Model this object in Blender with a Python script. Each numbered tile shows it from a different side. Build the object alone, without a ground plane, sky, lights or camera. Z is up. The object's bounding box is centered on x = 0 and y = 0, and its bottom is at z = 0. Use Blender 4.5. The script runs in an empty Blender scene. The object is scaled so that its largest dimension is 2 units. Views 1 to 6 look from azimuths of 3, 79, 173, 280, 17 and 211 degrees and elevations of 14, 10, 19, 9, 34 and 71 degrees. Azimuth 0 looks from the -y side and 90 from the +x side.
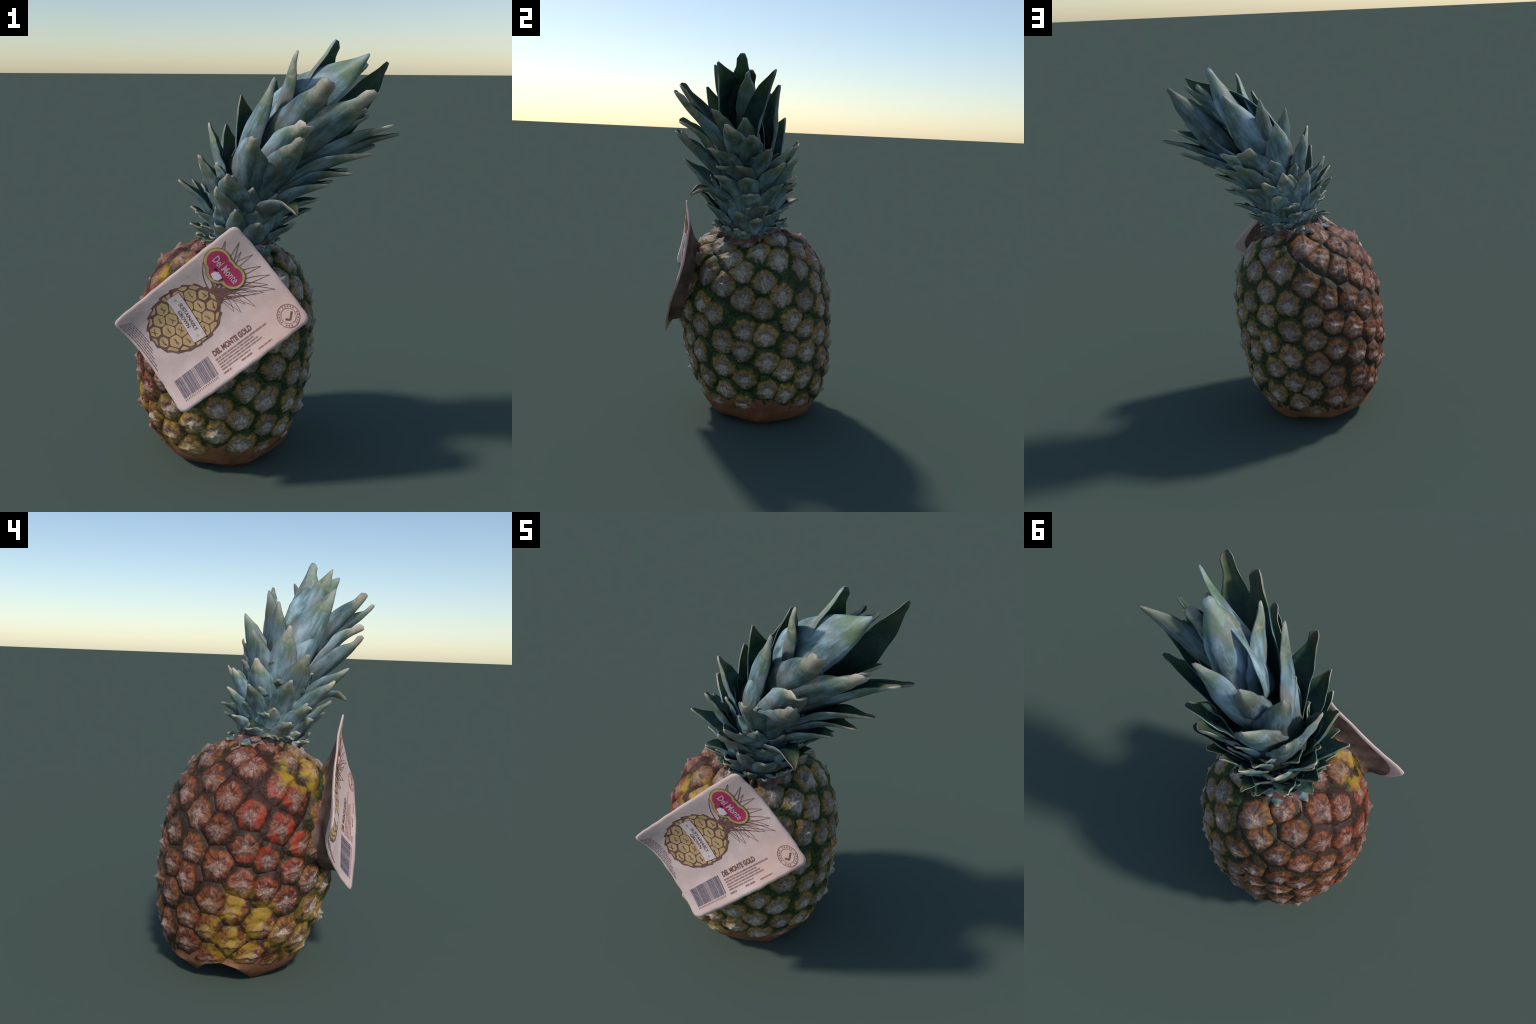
# A ripe pineapple with a spiky leaning crown and a printed cardboard tag.
import bpy, math, random
import numpy as np
from mathutils import Vector, Matrix, noise

rng = random.Random(7)
TAU = 2 * math.pi


# ------------------------------------------------------------------ helpers
def lerp(a, b, t):
    return a + (b - a) * t


def smooth(a, b, x):
    t = min(1.0, max(0.0, (x - a) / (b - a)))
    return t * t * (3 - 2 * t)


def spline(points, n):
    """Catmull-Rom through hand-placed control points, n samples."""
    P = [Vector(p) for p in points]
    P = [2 * P[0] - P[1]] + P + [2 * P[-1] - P[-2]]
    out = []
    segs = len(P) - 3
    for i in range(n):
        x = i / (n - 1) * segs
        k = min(int(x), segs - 1)
        t = x - k
        a, b, c, d = P[k:k + 4]
        out.append(0.5 * ((2 * b) + (c - a) * t + (2 * a - 5 * b + 4 * c - d) * t * t + (3 * b - a - 3 * c + d) * t ** 3))
    return out


def make_object(name, verts, faces, mats, parent=None, matrix=None, smooth_shade=True, face_mats=None):
    me = bpy.data.meshes.new(name)
    me.from_pydata([tuple(v) for v in verts], [], faces)
    for m in (mats if isinstance(mats, (list, tuple)) else [mats]):
        me.materials.append(m)
    if face_mats:
        me.polygons.foreach_set("material_index", face_mats)
    if smooth_shade:
        me.polygons.foreach_set("use_smooth", [True] * len(me.polygons))
    me.update()
    ob = bpy.data.objects.new(name, me)
    bpy.context.scene.collection.objects.link(ob)
    if matrix is not None:
        ob.matrix_world = matrix
    if parent is not None:
        ob.parent = parent          # parents all sit at the origin, unrotated
    return ob


# ---------------------------------------------------------------- materials
class Nodes:
    def __init__(self, name, rough=0.6, spec=0.3):
        self.mat = bpy.data.materials.new(name)
        self.mat.use_nodes = True
        self.t = self.mat.node_tree
        self.bsdf = self.t.nodes["Principled BSDF"]
        self.bsdf.inputs["Roughness"].default_value = rough
        self.bsdf.inputs["Specular IOR Level"].default_value = spec

    def put(self, socket, value):
        if isinstance(value, bpy.types.NodeSocket):
            self.t.links.new(value, socket)
        elif value is not None:
            socket.default_value = value

    def node(self, kind, **kw):
        n = self.t.nodes.new(kind)
        for k, v in kw.items():
            setattr(n, k, v)
        return n

    def math(self, op, a, b=None, c=None, clamp=False):
        n = self.node("ShaderNodeMath", operation=op, use_clamp=clamp)
        for s, v in zip(n.inputs, (a, b, c)):
            self.put(s, v)
        return n.outputs[0]

    def step(self, x, a, b):
        n = self.node("ShaderNodeMapRange", interpolation_type="SMOOTHSTEP")
        self.put(n.inputs[0], x)
        n.inputs[1].default_value, n.inputs[2].default_value = (a, b) if a < b else (b, a)
        n.inputs[3].default_value, n.inputs[4].default_value = (0, 1) if a < b else (1, 0)
        return n.outputs[0]

    def mix(self, f, a, b):
        n = self.node("ShaderNodeMix", data_type="RGBA")
        self.put(n.inputs[0], f)
        self.put(n.inputs[6], (*a, 1) if isinstance(a, tuple) else a)
        self.put(n.inputs[7], (*b, 1) if isinstance(b, tuple) else b)
        return n.outputs[2]

    def noise(self, vec, scale, detail=3, rough=0.55, distort=0.0):
        n = self.node("ShaderNodeTexNoise")
        self.put(n.inputs["Vector"], vec)
        n.inputs["Scale"].default_value = scale
        n.inputs["Detail"].default_value = detail
        n.inputs["Roughness"].default_value = rough
        n.inputs["Distortion"].default_value = distort
        return n.outputs["Fac"]

    def coords(self):
        return self.node("ShaderNodeTexCoord").outputs["Object"]

    def position(self):
        return self.node("ShaderNodeNewGeometry").outputs["Position"]

    def split(self, v):
        n = self.node("ShaderNodeSeparateXYZ")
        self.put(n.inputs[0], v)
        return n.outputs

    def scaled(self, v, s):
        n = self.node("ShaderNodeMapping")
        self.put(n.inputs["Vector"], v)
        n.inputs["Scale"].default_value = s
        return n.outputs[0]

    def prop(self, name):
        return self.node("ShaderNodeAttribute", attribute_type="OBJECT", attribute_name='["%s"]' % name).outputs["Fac"]

    def random(self):
        return self.node("ShaderNodeObjectInfo").outputs["Random"]

    def near(self, pos, centre, radius):
        """1 inside a soft ball round a spot of the surface, 0 outside."""
        n = self.node("ShaderNodeVectorMath", operation="DISTANCE")
        self.put(n.inputs[0], pos)
        n.inputs[1].default_value = centre
        return self.step(n.outputs["Value"], radius, radius * 0.45)

    def done(self, colour, bump=None, strength=0.3, distance=0.01):
        self.put(self.bsdf.inputs["Base Color"], (*colour, 1) if isinstance(colour, tuple) else colour)
        if bump is not None:
            n = self.node("ShaderNodeBump")
            n.inputs["Strength"].default_value = strength
            n.inputs["Distance"].default_value = distance
            self.put(n.inputs["Height"], bump)
            self.put(self.bsdf.inputs["Normal"], n.outputs[0])
        return self.mat


def plain(name, colour, rough=0.7, vary=0.15, scale=40):
    n = Nodes(name, rough, 0.2)
    f = n.noise(n.coords(), scale)
    dark = tuple(c * (1 - vary) for c in colour)
    light = tuple(min(1, c * (1 + vary)) for c in colour)
    return n.done(n.mix(n.step(f, 0.3, 0.7), dark, light))


def fruitlet_material():
    """One eye of the rind, in its own frame: x across, y up the fruit, z outward."""
    n = Nodes("fruitlet_rind", 0.55, 0.3)
    c = n.coords()
    pos = n.position()
    x, y, z = n.split(c)
    rnd = n.random()
    ripe = n.prop("ripeness")
    size = n.prop("half_size")
    wob = n.math("SUBTRACT", n.noise(pos, 22, 3), 0.5)
    fine = n.noise(pos, 95, 4, 0.65, 0.6)
    px = n.math("DIVIDE", x, size)
    py = n.math("DIVIDE", y, size)
    rho = n.math("SQRT", n.math("ADD", n.math("MULTIPLY", px, px), n.math("MULTIPLY", py, py)))
    rho = n.math("ADD", rho, n.math("MULTIPLY", wob, 0.95))
    ang = n.math("ARCTAN2", px, py)
    # streaks that radiate from the middle of the eye
    comb = n.node("ShaderNodeCombineXYZ")
    n.put(comb.inputs[0], n.math("MULTIPLY", ang, 1.5))
    n.put(comb.inputs[1], n.math("MULTIPLY", rho, 1.1))
    n.put(comb.inputs[2], n.math("MULTIPLY", rnd, 37.0))
    streak = n.noise(comb.outputs[0], 2.4, 3, 0.6)
    # flesh of the eye
    eye_green = n.mix(n.step(fine, 0.35, 0.7), (0.13, 0.085, 0.04), (0.40, 0.30, 0.25))
    eye_red = n.mix(n.step(streak, 0.35, 0.7), (0.09, 0.022, 0.012), (0.27, 0.085, 0.045))
    eye = n.mix(ripe, eye_green, eye_red)
    # warm ring: orange on the green side, red on the ripe side
    ring_g = n.mix(n.step(streak, 0.35, 0.65), (0.12, 0.105, 0.018), (0.50, 0.25, 0.045))
    ring_r = n.mix(n.step(streak, 0.3, 0.7), (0.12, 0.022, 0.010), (0.33, 0.085, 0.018))
    ring = n.mix(ripe, ring_g, ring_r)
    ringmask = n.math("MULTIPLY", n.step(rho, 0.5, 0.78), n.step(py, -0.55, 0.1))
    col = n.mix(ringmask, eye, ring)
    # groove between eyes
    gr_g = n.mix(n.step(fine, 0.4, 0.7), (0.012, 0.035, 0.010), (0.075, 0.105, 0.025))
    gr_r = n.mix(n.step(fine, 0.4, 0.7), (0.036, 0.014, 0.010), (0.085, 0.035, 0.022))
    groove = n.mix(ripe, gr_g, gr_r)
    col = n.mix(n.step(rho, 0.74, 1.0), col, groove)
    # pale papery bract: a four-pointed star whose upper point lies over the eye
    by = n.math("ADD", py, 0.16)
    up = n.math("MULTIPLY", n.math("MAXIMUM", by, 0.0), 1.75)
    down = n.math("MULTIPLY", n.math("MAXIMUM", n.math("MULTIPLY", by, -1.0), 0.0), 1.30)
    arm = n.math("ADD", n.math("POWER", n.math("ADD", n.math("ABSOLUTE", n.math("MULTIPLY", n.math("ADD", px, n.math("MULTIPLY", wob, 0.3)), 1.05)), 0.001), 0.72),
                 n.math("POWER", n.math("ADD", n.math("ADD", up, down), 0.001), 0.72))
    arm = n.math("ADD", arm, n.math("MULTIPLY", wob, 1.0))
    bract = n.math("MULTIPLY", n.step(arm, 1.12, 0.72), n.step(streak, 0.22, 0.5))
    wing = n.step(n.math("ABSOLUTE", px), 0.20, 0.46)
    bract_g = n.mix(n.step(fine, 0.3, 0.7), (0.30, 0.255, 0.17), (0.66, 0.585, 0.54))
    bract_g = n.mix(n.math("MULTIPLY", wing, 0.8), bract_g, (0.25, 0.23, 0.06))
    bract_r = n.mix(n.step(fine, 0.3, 0.7), (0.18, 0.085, 0.05), (0.46, 0.30, 0.24))
    bract_r = n.mix(n.math("MULTIPLY", wing, 0.6), bract_r, (0.20, 0.10, 0.06))
    col = n.mix(n.math("MULTIPLY", bract, 0.75), col, n.mix(ripe, bract_g, bract_r))
    # pale flecks scattered on everything, most on the lower front
    pale_flecks = n.math("MULTIPLY", n.step(n.noise(pos, 34, 5, 0.7, 1.0), 0.52, 0.68), n.step(rho, 0.95, 0.6))
    front = n.math("MAXIMUM", n.near(pos, (-0.42, -0.30, 0.32), 0.42), n.math("MULTIPLY", n.near(pos, (-0.05, -0.36, 0.28), 0.42), 0.55))
    col = n.mix(n.math("MULTIPLY", pale_flecks, n.math("ADD", 0.30, n.math("MULTIPLY", front, 0.65))), col, (0.64, 0.53, 0.54))
    # yellow ripe patches
    patch = n.math("MAXIMUM", n.near(pos, (-0.56, 0.00, 0.30), 0.24), n.near(pos, (-0.40, -0.24, 1.02), 0.17))
    patch = n.math("MAXIMUM", patch, n.math("MULTIPLY", n.near(pos, (-0.40, -0.32, 0.2), 0.3), 0.6))
    patch = n.math("MULTIPLY", patch, n.step(n.noise(pos, 17, 3), 0.42, 0.6))
    col = n.mix(n.math("MULTIPLY", patch, 0.8), col, (0.40, 0.24, 0.02))
    # vivid red eyes on the sunny cheek
    vivid = n.math("MULTIPLY", n.near(pos, (-0.56, -0.13, 0.74), 0.28), n.math("MULTIPLY", n.step(n.noise(pos, 15, 2), 0.45, 0.58), n.step(rho, 0.95, 0.75)))
    vivid = n.math("MULTIPLY", vivid, n.step(rho, 0.2, 0.45))
    col = n.mix(n.math("MULTIPLY", vivid, 0.7), col, (0.38, 0.03, 0.012))
    # soft change from eye to eye
    hsv = n.node("ShaderNodeHueSaturation")
    n.put(hsv.inputs["Value"], n.math("ADD", 0.78, n.math("MULTIPLY", rnd, 0.42)))
    n.put(hsv.inputs["Color"], col)
    col = hsv.outputs[0]
    # the lowest band takes the table brown caught in the scan
    zz = n.split(pos)[2]
    table_tint = n.step(n.math("ADD", zz, n.math("MULTIPLY", wob, 0.12)), 0.13, 0.05)
    col = n.mix(table_tint, col, (0.17, 0.075, 0.035))
    return n.done(col, n.math("ADD", fine, streak), 0.5, 0.006)


def leaf_material(name, inner):
    n = Nodes(name, 0.5, 0.35)
    c = n.coords()
    x, y, z = n.split(c)
    rnd = n.random()
    along = n.math("DIVIDE", y, n.prop("length"))
    off = n.node("ShaderNodeCombineXYZ")
    n.put(off.inputs[0], n.math("MULTIPLY", rnd, 9.0))
    add = n.node("ShaderNodeVectorMath", operation="ADD")
    n.put(add.inputs[0], c)
    n.put(add.inputs[1], off.outputs[0])
    v = add.outputs[0]
    veins = n.noise(n.scaled(v, (1.0, 0.12, 1.0)), 70, 3, 0.5)
    blot = n.noise(v, 16, 4, 0.6, 0.4)
    fine = n.noise(v, 120, 3, 0.6)
    if inner:
        base = n.mix(n.step(blot, 0.3, 0.7), (0.022, 0.06, 0.048), (0.06, 0.125, 0.125))
        base = n.mix(n.math("MULTIPLY", n.step(blot, 0.55, 0.75), 0.5), base, (0.035, 0.11, 0.012))
        tip = (0.20, 0.16, 0.09)
        amount = 0.55
    else:
        streak = n.noise(n.scaled(v, (1.0, 0.22, 1.0)), 26, 3, 0.5)
        base = n.mix(n.step(streak, 0.25, 0.75), (0.075, 0.15, 0.165), (0.38, 0.51, 0.56))
        base = n.mix(n.math("MULTIPLY", n.step(n.noise(v, 8, 3), 0.46, 0.64), 0.65), base, (0.08, 0.14, 0.10))
        base = n.mix(n.math("MULTIPLY", n.step(n.noise(v, 6, 2), 0.50, 0.66), 0.7), base, (0.23, 0.20, 0.165))
        base = n.mix(n.math("MULTIPLY", n.step(veins, 0.52, 0.7), 0.3), base, (0.48, 0.59, 0.64))
        tip = (0.60, 0.52, 0.40)
        amount = 0.9
    t = n.math("ADD", along, n.math("MULTIPLY", n.math("SUBTRACT", blot, 0.5), 0.55))
    dry = n.prop("dryness")
    col = n.mix(n.math("MULTIPLY", n.math("MULTIPLY", n.step(t, 0.62, 0.80), n.step(t, 1.05, 0.85)), 0.55), base, (0.16, 0.22, 0.08) if not inner else (0.06, 0.13, 0.02))
    col = n.mix(n.math("MULTIPLY", n.math("MULTIPLY", n.step(t, 0.74, 0.97), amount), dry), col, tip)
    col = n.mix(n.math("MULTIPLY", n.step(fine, 0.55, 0.75), 0.18), col, (0.3, 0.3, 0.26))
    hsv = n.node("ShaderNodeHueSaturation")
    n.put(hsv.inputs["Value"], n.math("ADD", 0.62, n.math("MULTIPLY", rnd, 0.55)))
    n.put(hsv.inputs["Color"], col)
    return n.done(hsv.outputs[0], n.math("ADD", veins, fine), 0.3, 0.004)


def card_material():
    n = Nodes("tag_card", 0.75, 0.15)
    c = n.coords()
    f = n.noise(c, 7, 4, 0.6)
    g = n.noise(c, 130, 3)
    col = n.mix(n.step(f, 0.35, 0.68), (0.66, 0.48, 0.43), (0.77, 0.575, 0.525))
    col = n.mix(n.math("MULTIPLY", n.near(c, (0.2, -0.46, 0.80), 0.28), 0.55), col, (0.78, 0.49, 0.40))
    col = n.mix(n.math("MULTIPLY", n.step(g, 0.5, 0.8), 0.15), col, (0.42, 0.33, 0.28))
    return n.done(col, n.math("ADD", n.noise(c, 28, 3), n.math("MULTIPLY", g, 0.3)), 0.25, 0.006)


def brown_material(name, dark, light, scale):
    n = Nodes(name, 0.7, 0.2)
    c = n.coords()
    f = n.noise(c, scale, 4, 0.6)
    return n.done(n.mix(n.step(f, 0.3, 0.7), dark, light), f, 0.3, 0.01)


# ---------------------------------------------------------------- tag sheet
# card frame: p runs along the reading direction, q runs up the card
LEFT, FOOT, TOP, RIGHT = (Vector((-0.616, -0.402, 0.813)), Vector((-0.306, -0.486, 0.432)), Vector((-0.083, -0.387, 1.255)), Vector((0.240, -0.446, 0.866)))
CARD_W, CARD_H = 0.484, 0.675
FRONT = (FOOT - LEFT).cross(TOP - LEFT).normalized()
if FRONT.y > 0:
    FRONT = -FRONT
# how far the sheet bows back from its four forward corners, over p = 0, 1/3, 2/3, 1 and q = 0, 1/2, 1
BOW = ((0.0, 0.014, 0.0), (0.055, 0.050, 0.022), (0.046, 0.046, 0.020), (0.0, -0.016, 0.0))


def lagrange(x, nodes):
    out = []
    for a in nodes:
        f = 1.0
        for b in nodes:
            if b != a:
                f *= (x - b) / (a - b)
        out.append(f)
    return out


def card(p, q, lift=0.0):
    P = LEFT * (1 - p) * (1 - q) + FOOT * p * (1 - q) + TOP * (1 - p) * q + RIGHT * p * q
    bp, bq = lagrange(p, (0, 1 / 3, 2 / 3, 1)), lagrange(q, (0, 0.5, 1))
    d = sum(bp[i] * bq[j] * BOW[i][j] for i in range(4) for j in range(3))
    d += 0.005 * noise.noise((p * 4, q * 5, 1.5))
    return P + Vector((0, 1, 0)) * d + FRONT * lift



def card_plane(x, z):
    """p, q of the card at a place seen from the front (the card is close to a parallelogram)."""
    a, b = FOOT - LEFT, TOP - LEFT
    dx, dz = x - LEFT.x, z - LEFT.z
    det = a.x * b.z - a.z * b.x
    return (dx * b.z - dz * b.x) / det, (a.x * dz - a.z * dx) / det


# --------------------------------------------------------------- fruit body
PROFILE = [(0.340, 0.10), (0.379, 0.20), (0.403, 0.30), (0.418, 0.40), (0.425, 0.50), (0.424, 0.60),
           (0.416, 0.70), (0.396, 0.80), (0.358, 0.90), (0.300, 0.985), (0.246, 1.024), (0.186, 1.052), (0.13, 1.075)]
prof = spline([(r, 0, z) for r, z in PROFILE], 600)
PR = np.array([p[0] for p in prof])
PZ = np.array([p[2] for p in prof])
seg = np.hypot(np.diff(PR), np.diff(PZ))
ARC = np.concatenate([[0], np.cumsum(seg)])
MERC = np.concatenate([[0], np.cumsum(seg / (0.5 * (PR[1:] + PR[:-1])))])     # conformal height
AREA = np.concatenate([[0], np.cumsum(seg * np.pi * (PR[1:] + PR[:-1]))])


def axis_xy(z):
    return (float(np.interp(z, [0, 0.5, 1.1], [-0.190, -0.174, -0.125])), float(np.interp(z, [0, 0.5, 1.1], [0.100, 0.05, 0.002])))


def body_point(theta, m, h=0.0):
    r = float(np.interp(m, MERC, PR))
    z = float(np.interp(m, MERC, PZ))
    k = min(max(int(np.searchsorted(MERC, m)), 2), len(PR) - 3)
    dr, dz = PR[k + 2] - PR[k - 2], PZ[k + 2] - PZ[k - 2]
    q = math.hypot(dr, dz)
    nr, nz = dz / q, -dr / q
    cx, cy = axis_xy(z)
    ct, st = math.cos(theta), math.sin(theta)
    lump = 0.010 * noise.noise((ct * 1.6, st * 1.6, z * 2.2))
    h = h + lump
    dip = math.exp(-((((theta + 0.6 + math.pi) % TAU) - math.pi) / 0.85) ** 2)
    cheek = math.exp(-((((theta - 3.75 + math.pi) % TAU) - math.pi) / 0.9) ** 2) + 0.6 * math.exp(-((((theta - 1.05 + math.pi) % TAU) - math.pi) / 0.8) ** 2)
    r += 0.019 * cheek * smooth(0.55, 0.80, z) * smooth(1.06, 0.96, z)
    z += (0.022 - 0.054 * dip) * smooth(0.76, 1.05, z)        # the shoulder sags beside the tag
    P = Vector((cx + (r + nr * h) * ct, cy + (r + nr * h) * st, z + nz * h))
    if P.y < -0.2:                      # the rind stays behind the tag that leans on it
        p, q = card_plane(P.x, P.z)
        inside = min(p + 0.04, 1.04 - p, q + 0.04, 1.04 - q)
        if inside > 0:
            limit = card(min(1, max(0, p)), min(1, max(0, q))).y + 0.03
            P.y = lerp(P.y, max(P.y, limit), smooth(0, 0.05, inside))
    return P


CELL = 0.0187
STEP = -math.radians(360 * 8 / 21)        # 8 and 13 spirals, upright columns of 21
THETA0 = math.radians(-3.0)
eyes = []
count = int(AREA[-1] / CELL)
for i in range(count):
    a = (i + 0.45) * CELL
    m = float(np.interp(a, AREA, MERC))
    r = float(np.interp(m, MERC, PR))
    th = (i * STEP + THETA0 + rng.gauss(0, 0.013) / max(r, 0.2)) % TAU
    eyes.append((th, m + rng.gauss(0, 0.011) / max(r, 0.2)))


def clip(poly, nx, ny, d):
    out = []
    for a, b in zip(poly, poly[1:] + poly[:1]):
        da, db = nx * a[0] + ny * a[1] - d, nx * b[0] + ny * b[1] - d
        if da <= 0:
            out.append(a)
        if (da < 0) != (db < 0) and da != db:
            t = da / (da - db)
            out.append((lerp(a[0], b[0], t), lerp(a[1], b[1], t)))
    return out


def voronoi(i):
    th, m = eyes[i]
    poly = [(th - 1.2, 0.0), (th + 1.2, 0.0), (th + 1.2, MERC[-1]), (th - 1.2, MERC[-1])]
    near = []
    for j, (t2, m2) in enumerate(eyes):
        if j != i:
            dt = (t2 - th + math.pi) % TAU - math.pi
            d = dt * dt + (m2 - m) ** 2
            if d < 1.2:
                near.append((d, dt, m2 - m))
    for d, dt, dm in sorted(near)[:22]:
        poly = clip(poly, dt, dm, dt * (th + dt / 2) + dm * (m + dm / 2))
        if len(poly) < 3:
            return None
    return poly


MAT_EYE = fruitlet_material()
MAT_CORE = brown_material("rind_core", (0.05, 0.045, 0.015), (0.10, 0.06, 0.03), 20)

root = bpy.data.objects.new("pineapple", None)
bpy.context.scene.collection.objects.link(root)
root["label"] = "ripe pineapple with spiky leaning crown and printed tag"
root["category"] = "fruit"

# inner body under the eyes
verts, faces = [], []
NA, NM = 96, 60
for k in range(NM + 1):
    for a in range(NA):
        verts.append(body_point(a / NA * TAU, k / NM * MERC[-1], -0.030))
for k in range(NM):
    for a in range(NA):
        b = (a + 1) % NA
        faces.append((k * NA + a, k * NA + b, (k + 1) * NA + b, (k + 1) * NA + a))
faces.append(tuple(range(NA - 1, -1, -1)))
faces.append(tuple(NM * NA + a for a in range(NA)))
fruit = make_object("fruit_body", verts, faces, MAT_CORE, root)


def ripeness(th, z):
    """Green towards +x and the front, red towards -x."""
    deg = (math.degrees(th) + 180) % 360 - 180
    r = float(np.interp(deg, [-180, -150, -126, -108, -60, 30, 70, 110, 150, 180], [1, 0.97, 0.72, 0.22, 0.04, 0.10, 0.38, 0.78, 0.95, 1]))
    return min(1.0, max(0.0, r + rng.uniform(-0.1, 0.1)))


RINGS = 15


def warp(th, m):
    """Gentle wander of the grooves, the same for both eyes that share one."""
    a, b = math.cos(th) * 3.1, math.sin(th) * 3.1
    return (th + 0.034 * noise.noise((a, b, m * 3.1)) + 0.016 * noise.noise((a * 3, b * 3, m * 9.3)),
            m + 0.034 * noise.noise((a + 7, b, m * 3.1)) + 0.016 * noise.noise((a * 3 + 7, b * 3, m * 9.3)) * smooth(0, 0.05, m) * smooth(MERC[-1], MERC[-1] - 0.05, m))




def build_fruitlet(i):
    poly = voronoi(i)
    if not poly or len(poly) < 3:
        return
    th, m = eyes[i]
    P = body_point(th, m)
    ea = (body_point(th + 0.01, m) - body_point(th - 0.01, m)).normalized()
    eb = (body_point(th, m + 0.01) - body_point(th, m - 0.01)).normalized()
    en = ea.cross(eb).normalized()
    eb = en.cross(ea)
    M = Matrix((ea, eb, en)).transposed().to_4x4()
    M.translation = P
    inv = M.inverted()
    edge = []
    for a, b in zip(poly, poly[1:] + poly[:1]):
        if math.hypot(b[0] - a[0], b[1] - a[1]) < 1e-6:
            continue
        for k in range(9):
            t2, m2 = lerp(a[0], b[0], k / 9), lerp(a[1], b[1], k / 9)
            edge.append(warp(t2, m2) if 1e-4 < m2 < MERC[-1] - 1e-4 else (t2, m2))
    n = len(edge)
    r = float(np.interp(m, MERC, PR))
    area = 0.5 * abs(sum(a[0] * b[1] - b[0] * a[1] for a, b in zip(poly, poly[1:] + poly[:1]))) * r * r
    half = math.sqrt(max(area, 1e-5)) * 0.52
    scale = min(1.0, half / 0.07)
    low = smooth(0.06, 0.24, P.z)
    H = rng.uniform(0.013, 0.021) * scale * lerp(0.35, 1, low)
    spike = rng.choice([0.0, 0.001, 0.002, 0.004, 0.008]) * scale * low
    lip = rng.uniform(0.005, 0.010) * scale * low
    sx, sy = rng.uniform(-0.12, 0.12), rng.uniform(-0.1, 0.06)
    tilt = rng.uniform(-0.003, 0.003)
    seed = Vector((i * 3.7, i * 1.3, 0))

    def height(u, v, rho):
        """u across, v up (both in half sizes), rho 0 in the middle and 1 in the groove."""
        h = H * (1 - rho ** 3.2) - 0.007
        fade = max(0.0, 1 - rho ** 3)
        a, b = u - sx, v - sy
        # sunken blossom cup above the bract point, bract ridge below it
        h -= 0.007 * scale * low * math.exp(-((a / 0.30) ** 2 + ((b - 0.20) / 0.17) ** 2))
        h += spike * math.exp(-((a / 0.12) ** 2 + ((b + 0.02) / 0.13) ** 2))
        h += lip * math.exp(-(a / 0.16) ** 2) * smooth(0.1, -0.1, b) * smooth(-0.95, -0.25, b)
        # upper rim of the bract, sloping away to both sides
        rim = b + 0.06 + 0.35 * abs(a)
        h += lip * 0.7 * math.exp(-(rim / 0.10) ** 2) * fade
        h += fade * (0.0065 * noise.noise(seed + Vector((u, v, 0)) * 2.0) + 0.0032 * noise.noise(seed + Vector((u, v, 3)) * 6.5))
        return h + tilt * a * fade

    vs = [inv @ body_point(th, m, height(0, 0, 0))]
    for k in range(1, RINGS + 1):
        f = k / RINGS
        f = f ** 0.9
        for t2, m2 in edge:
            u, v = (t2 - th) * f, (m2 - m) * f
            h = -0.007 if k == RINGS else height(u * r / half, v * r / half, f)
            vs.append(inv @ body_point(th + u, m + v, h))
    fs = [(0, 1 + a, 1 + (a + 1) % n) for a in range(n)]
    for k in range(RINGS - 1):
        o, p = 1 + k * n, 1 + (k + 1) * n
        fs += [(o + a, p + a, p + (a + 1) % n, o + (a + 1) % n) for a in range(n)]
    ob = make_object("fruitlet", vs, fs, MAT_EYE, fruit, M)
    ob["ripeness"] = ripeness(th, P.z)
    ob["half_size"] = half


for i in range(count):
    build_fruitlet(i)

# -------------------------------------------------------------------- skirt
MAT_SKIRT = brown_material("table_brown", (0.17, 0.07, 0.033), (0.28, 0.12, 0.06), 14)
# lower border by angle round the fruit (degrees, height above the ground)
BORDER = [(-180, 0.115), (-168, 0.085), (-150, 0.006), (-143, 0.006), (-115, 0.05), (-95, 0.035), (-72, 0.002), (-45, 0.03), (-30, 0.02),
          (-5, 0.006), (20, 0.02), (40, 0.02), (52, 0.03), (62, 0.055), (80, 0.07), (100, 0.055), (125, 0.075), (145, 0.08), (158, 0.045), (168, 0.095), (180, 0.115)]
verts, faces = [], []
NS = 180
rings = [(0.19, -0.012), (0.13, 0.001), (0.085, 0.009), (0.05, 0.012), (None, 0.004), (None, -0.02), (0.06, -0.05), (0.16, -0.09)]
for zr, off in rings:
    for a in range(NS):
        th = a / NS * TAU - math.pi
        zb = float(np.interp(math.degrees(th), [b[0] for b in BORDER], [b[1] for b in BORDER]))
        z = zb if zr is None else max(zr, zb + 0.004)
        rr = float(np.interp(z, [0, 0.05, 0.10, 0.20], [0.275, 0.312, 0.340, 0.379]))
        cx, cy = axis_xy(z)
        rr -= 0.016 * abs(math.sin(3.5 * th + 0.7)) * smooth(0.14, 0.05, z)          # flat-sided cut edge of the scan
        rr += off + 0.006 * noise.noise((math.cos(th) * 3, math.sin(th) * 3, z * 5))
        verts.append((cx + rr * math.cos(th), cy + rr * math.sin(th), z))
for k in range(len(rings) - 1):
    for a in range(NS):
        b = (a + 1) % NS
        faces.append((k * NS + b, k * NS + a, (k + 1) * NS + a, (k + 1) * NS + b))
skirt = make_object("scanned_table_skirt", verts, faces, MAT_SKIRT, root)  # table fragments caught by the scan, no part of the fruit

# -------------------------------------------------------------------- crown
AXIS = [(-0.103, -0.012, 1.04), (-0.076, -0.032, 1.18), (-0.02, -0.052, 1.38), (0.085, -0.08, 1.55), (0.19, -0.13, 1.72), (0.36, -0.17, 1.90)]
axis_pts = spline(AXIS, 200)
AXZ = np.array([p.z for p in axis_pts])


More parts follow.
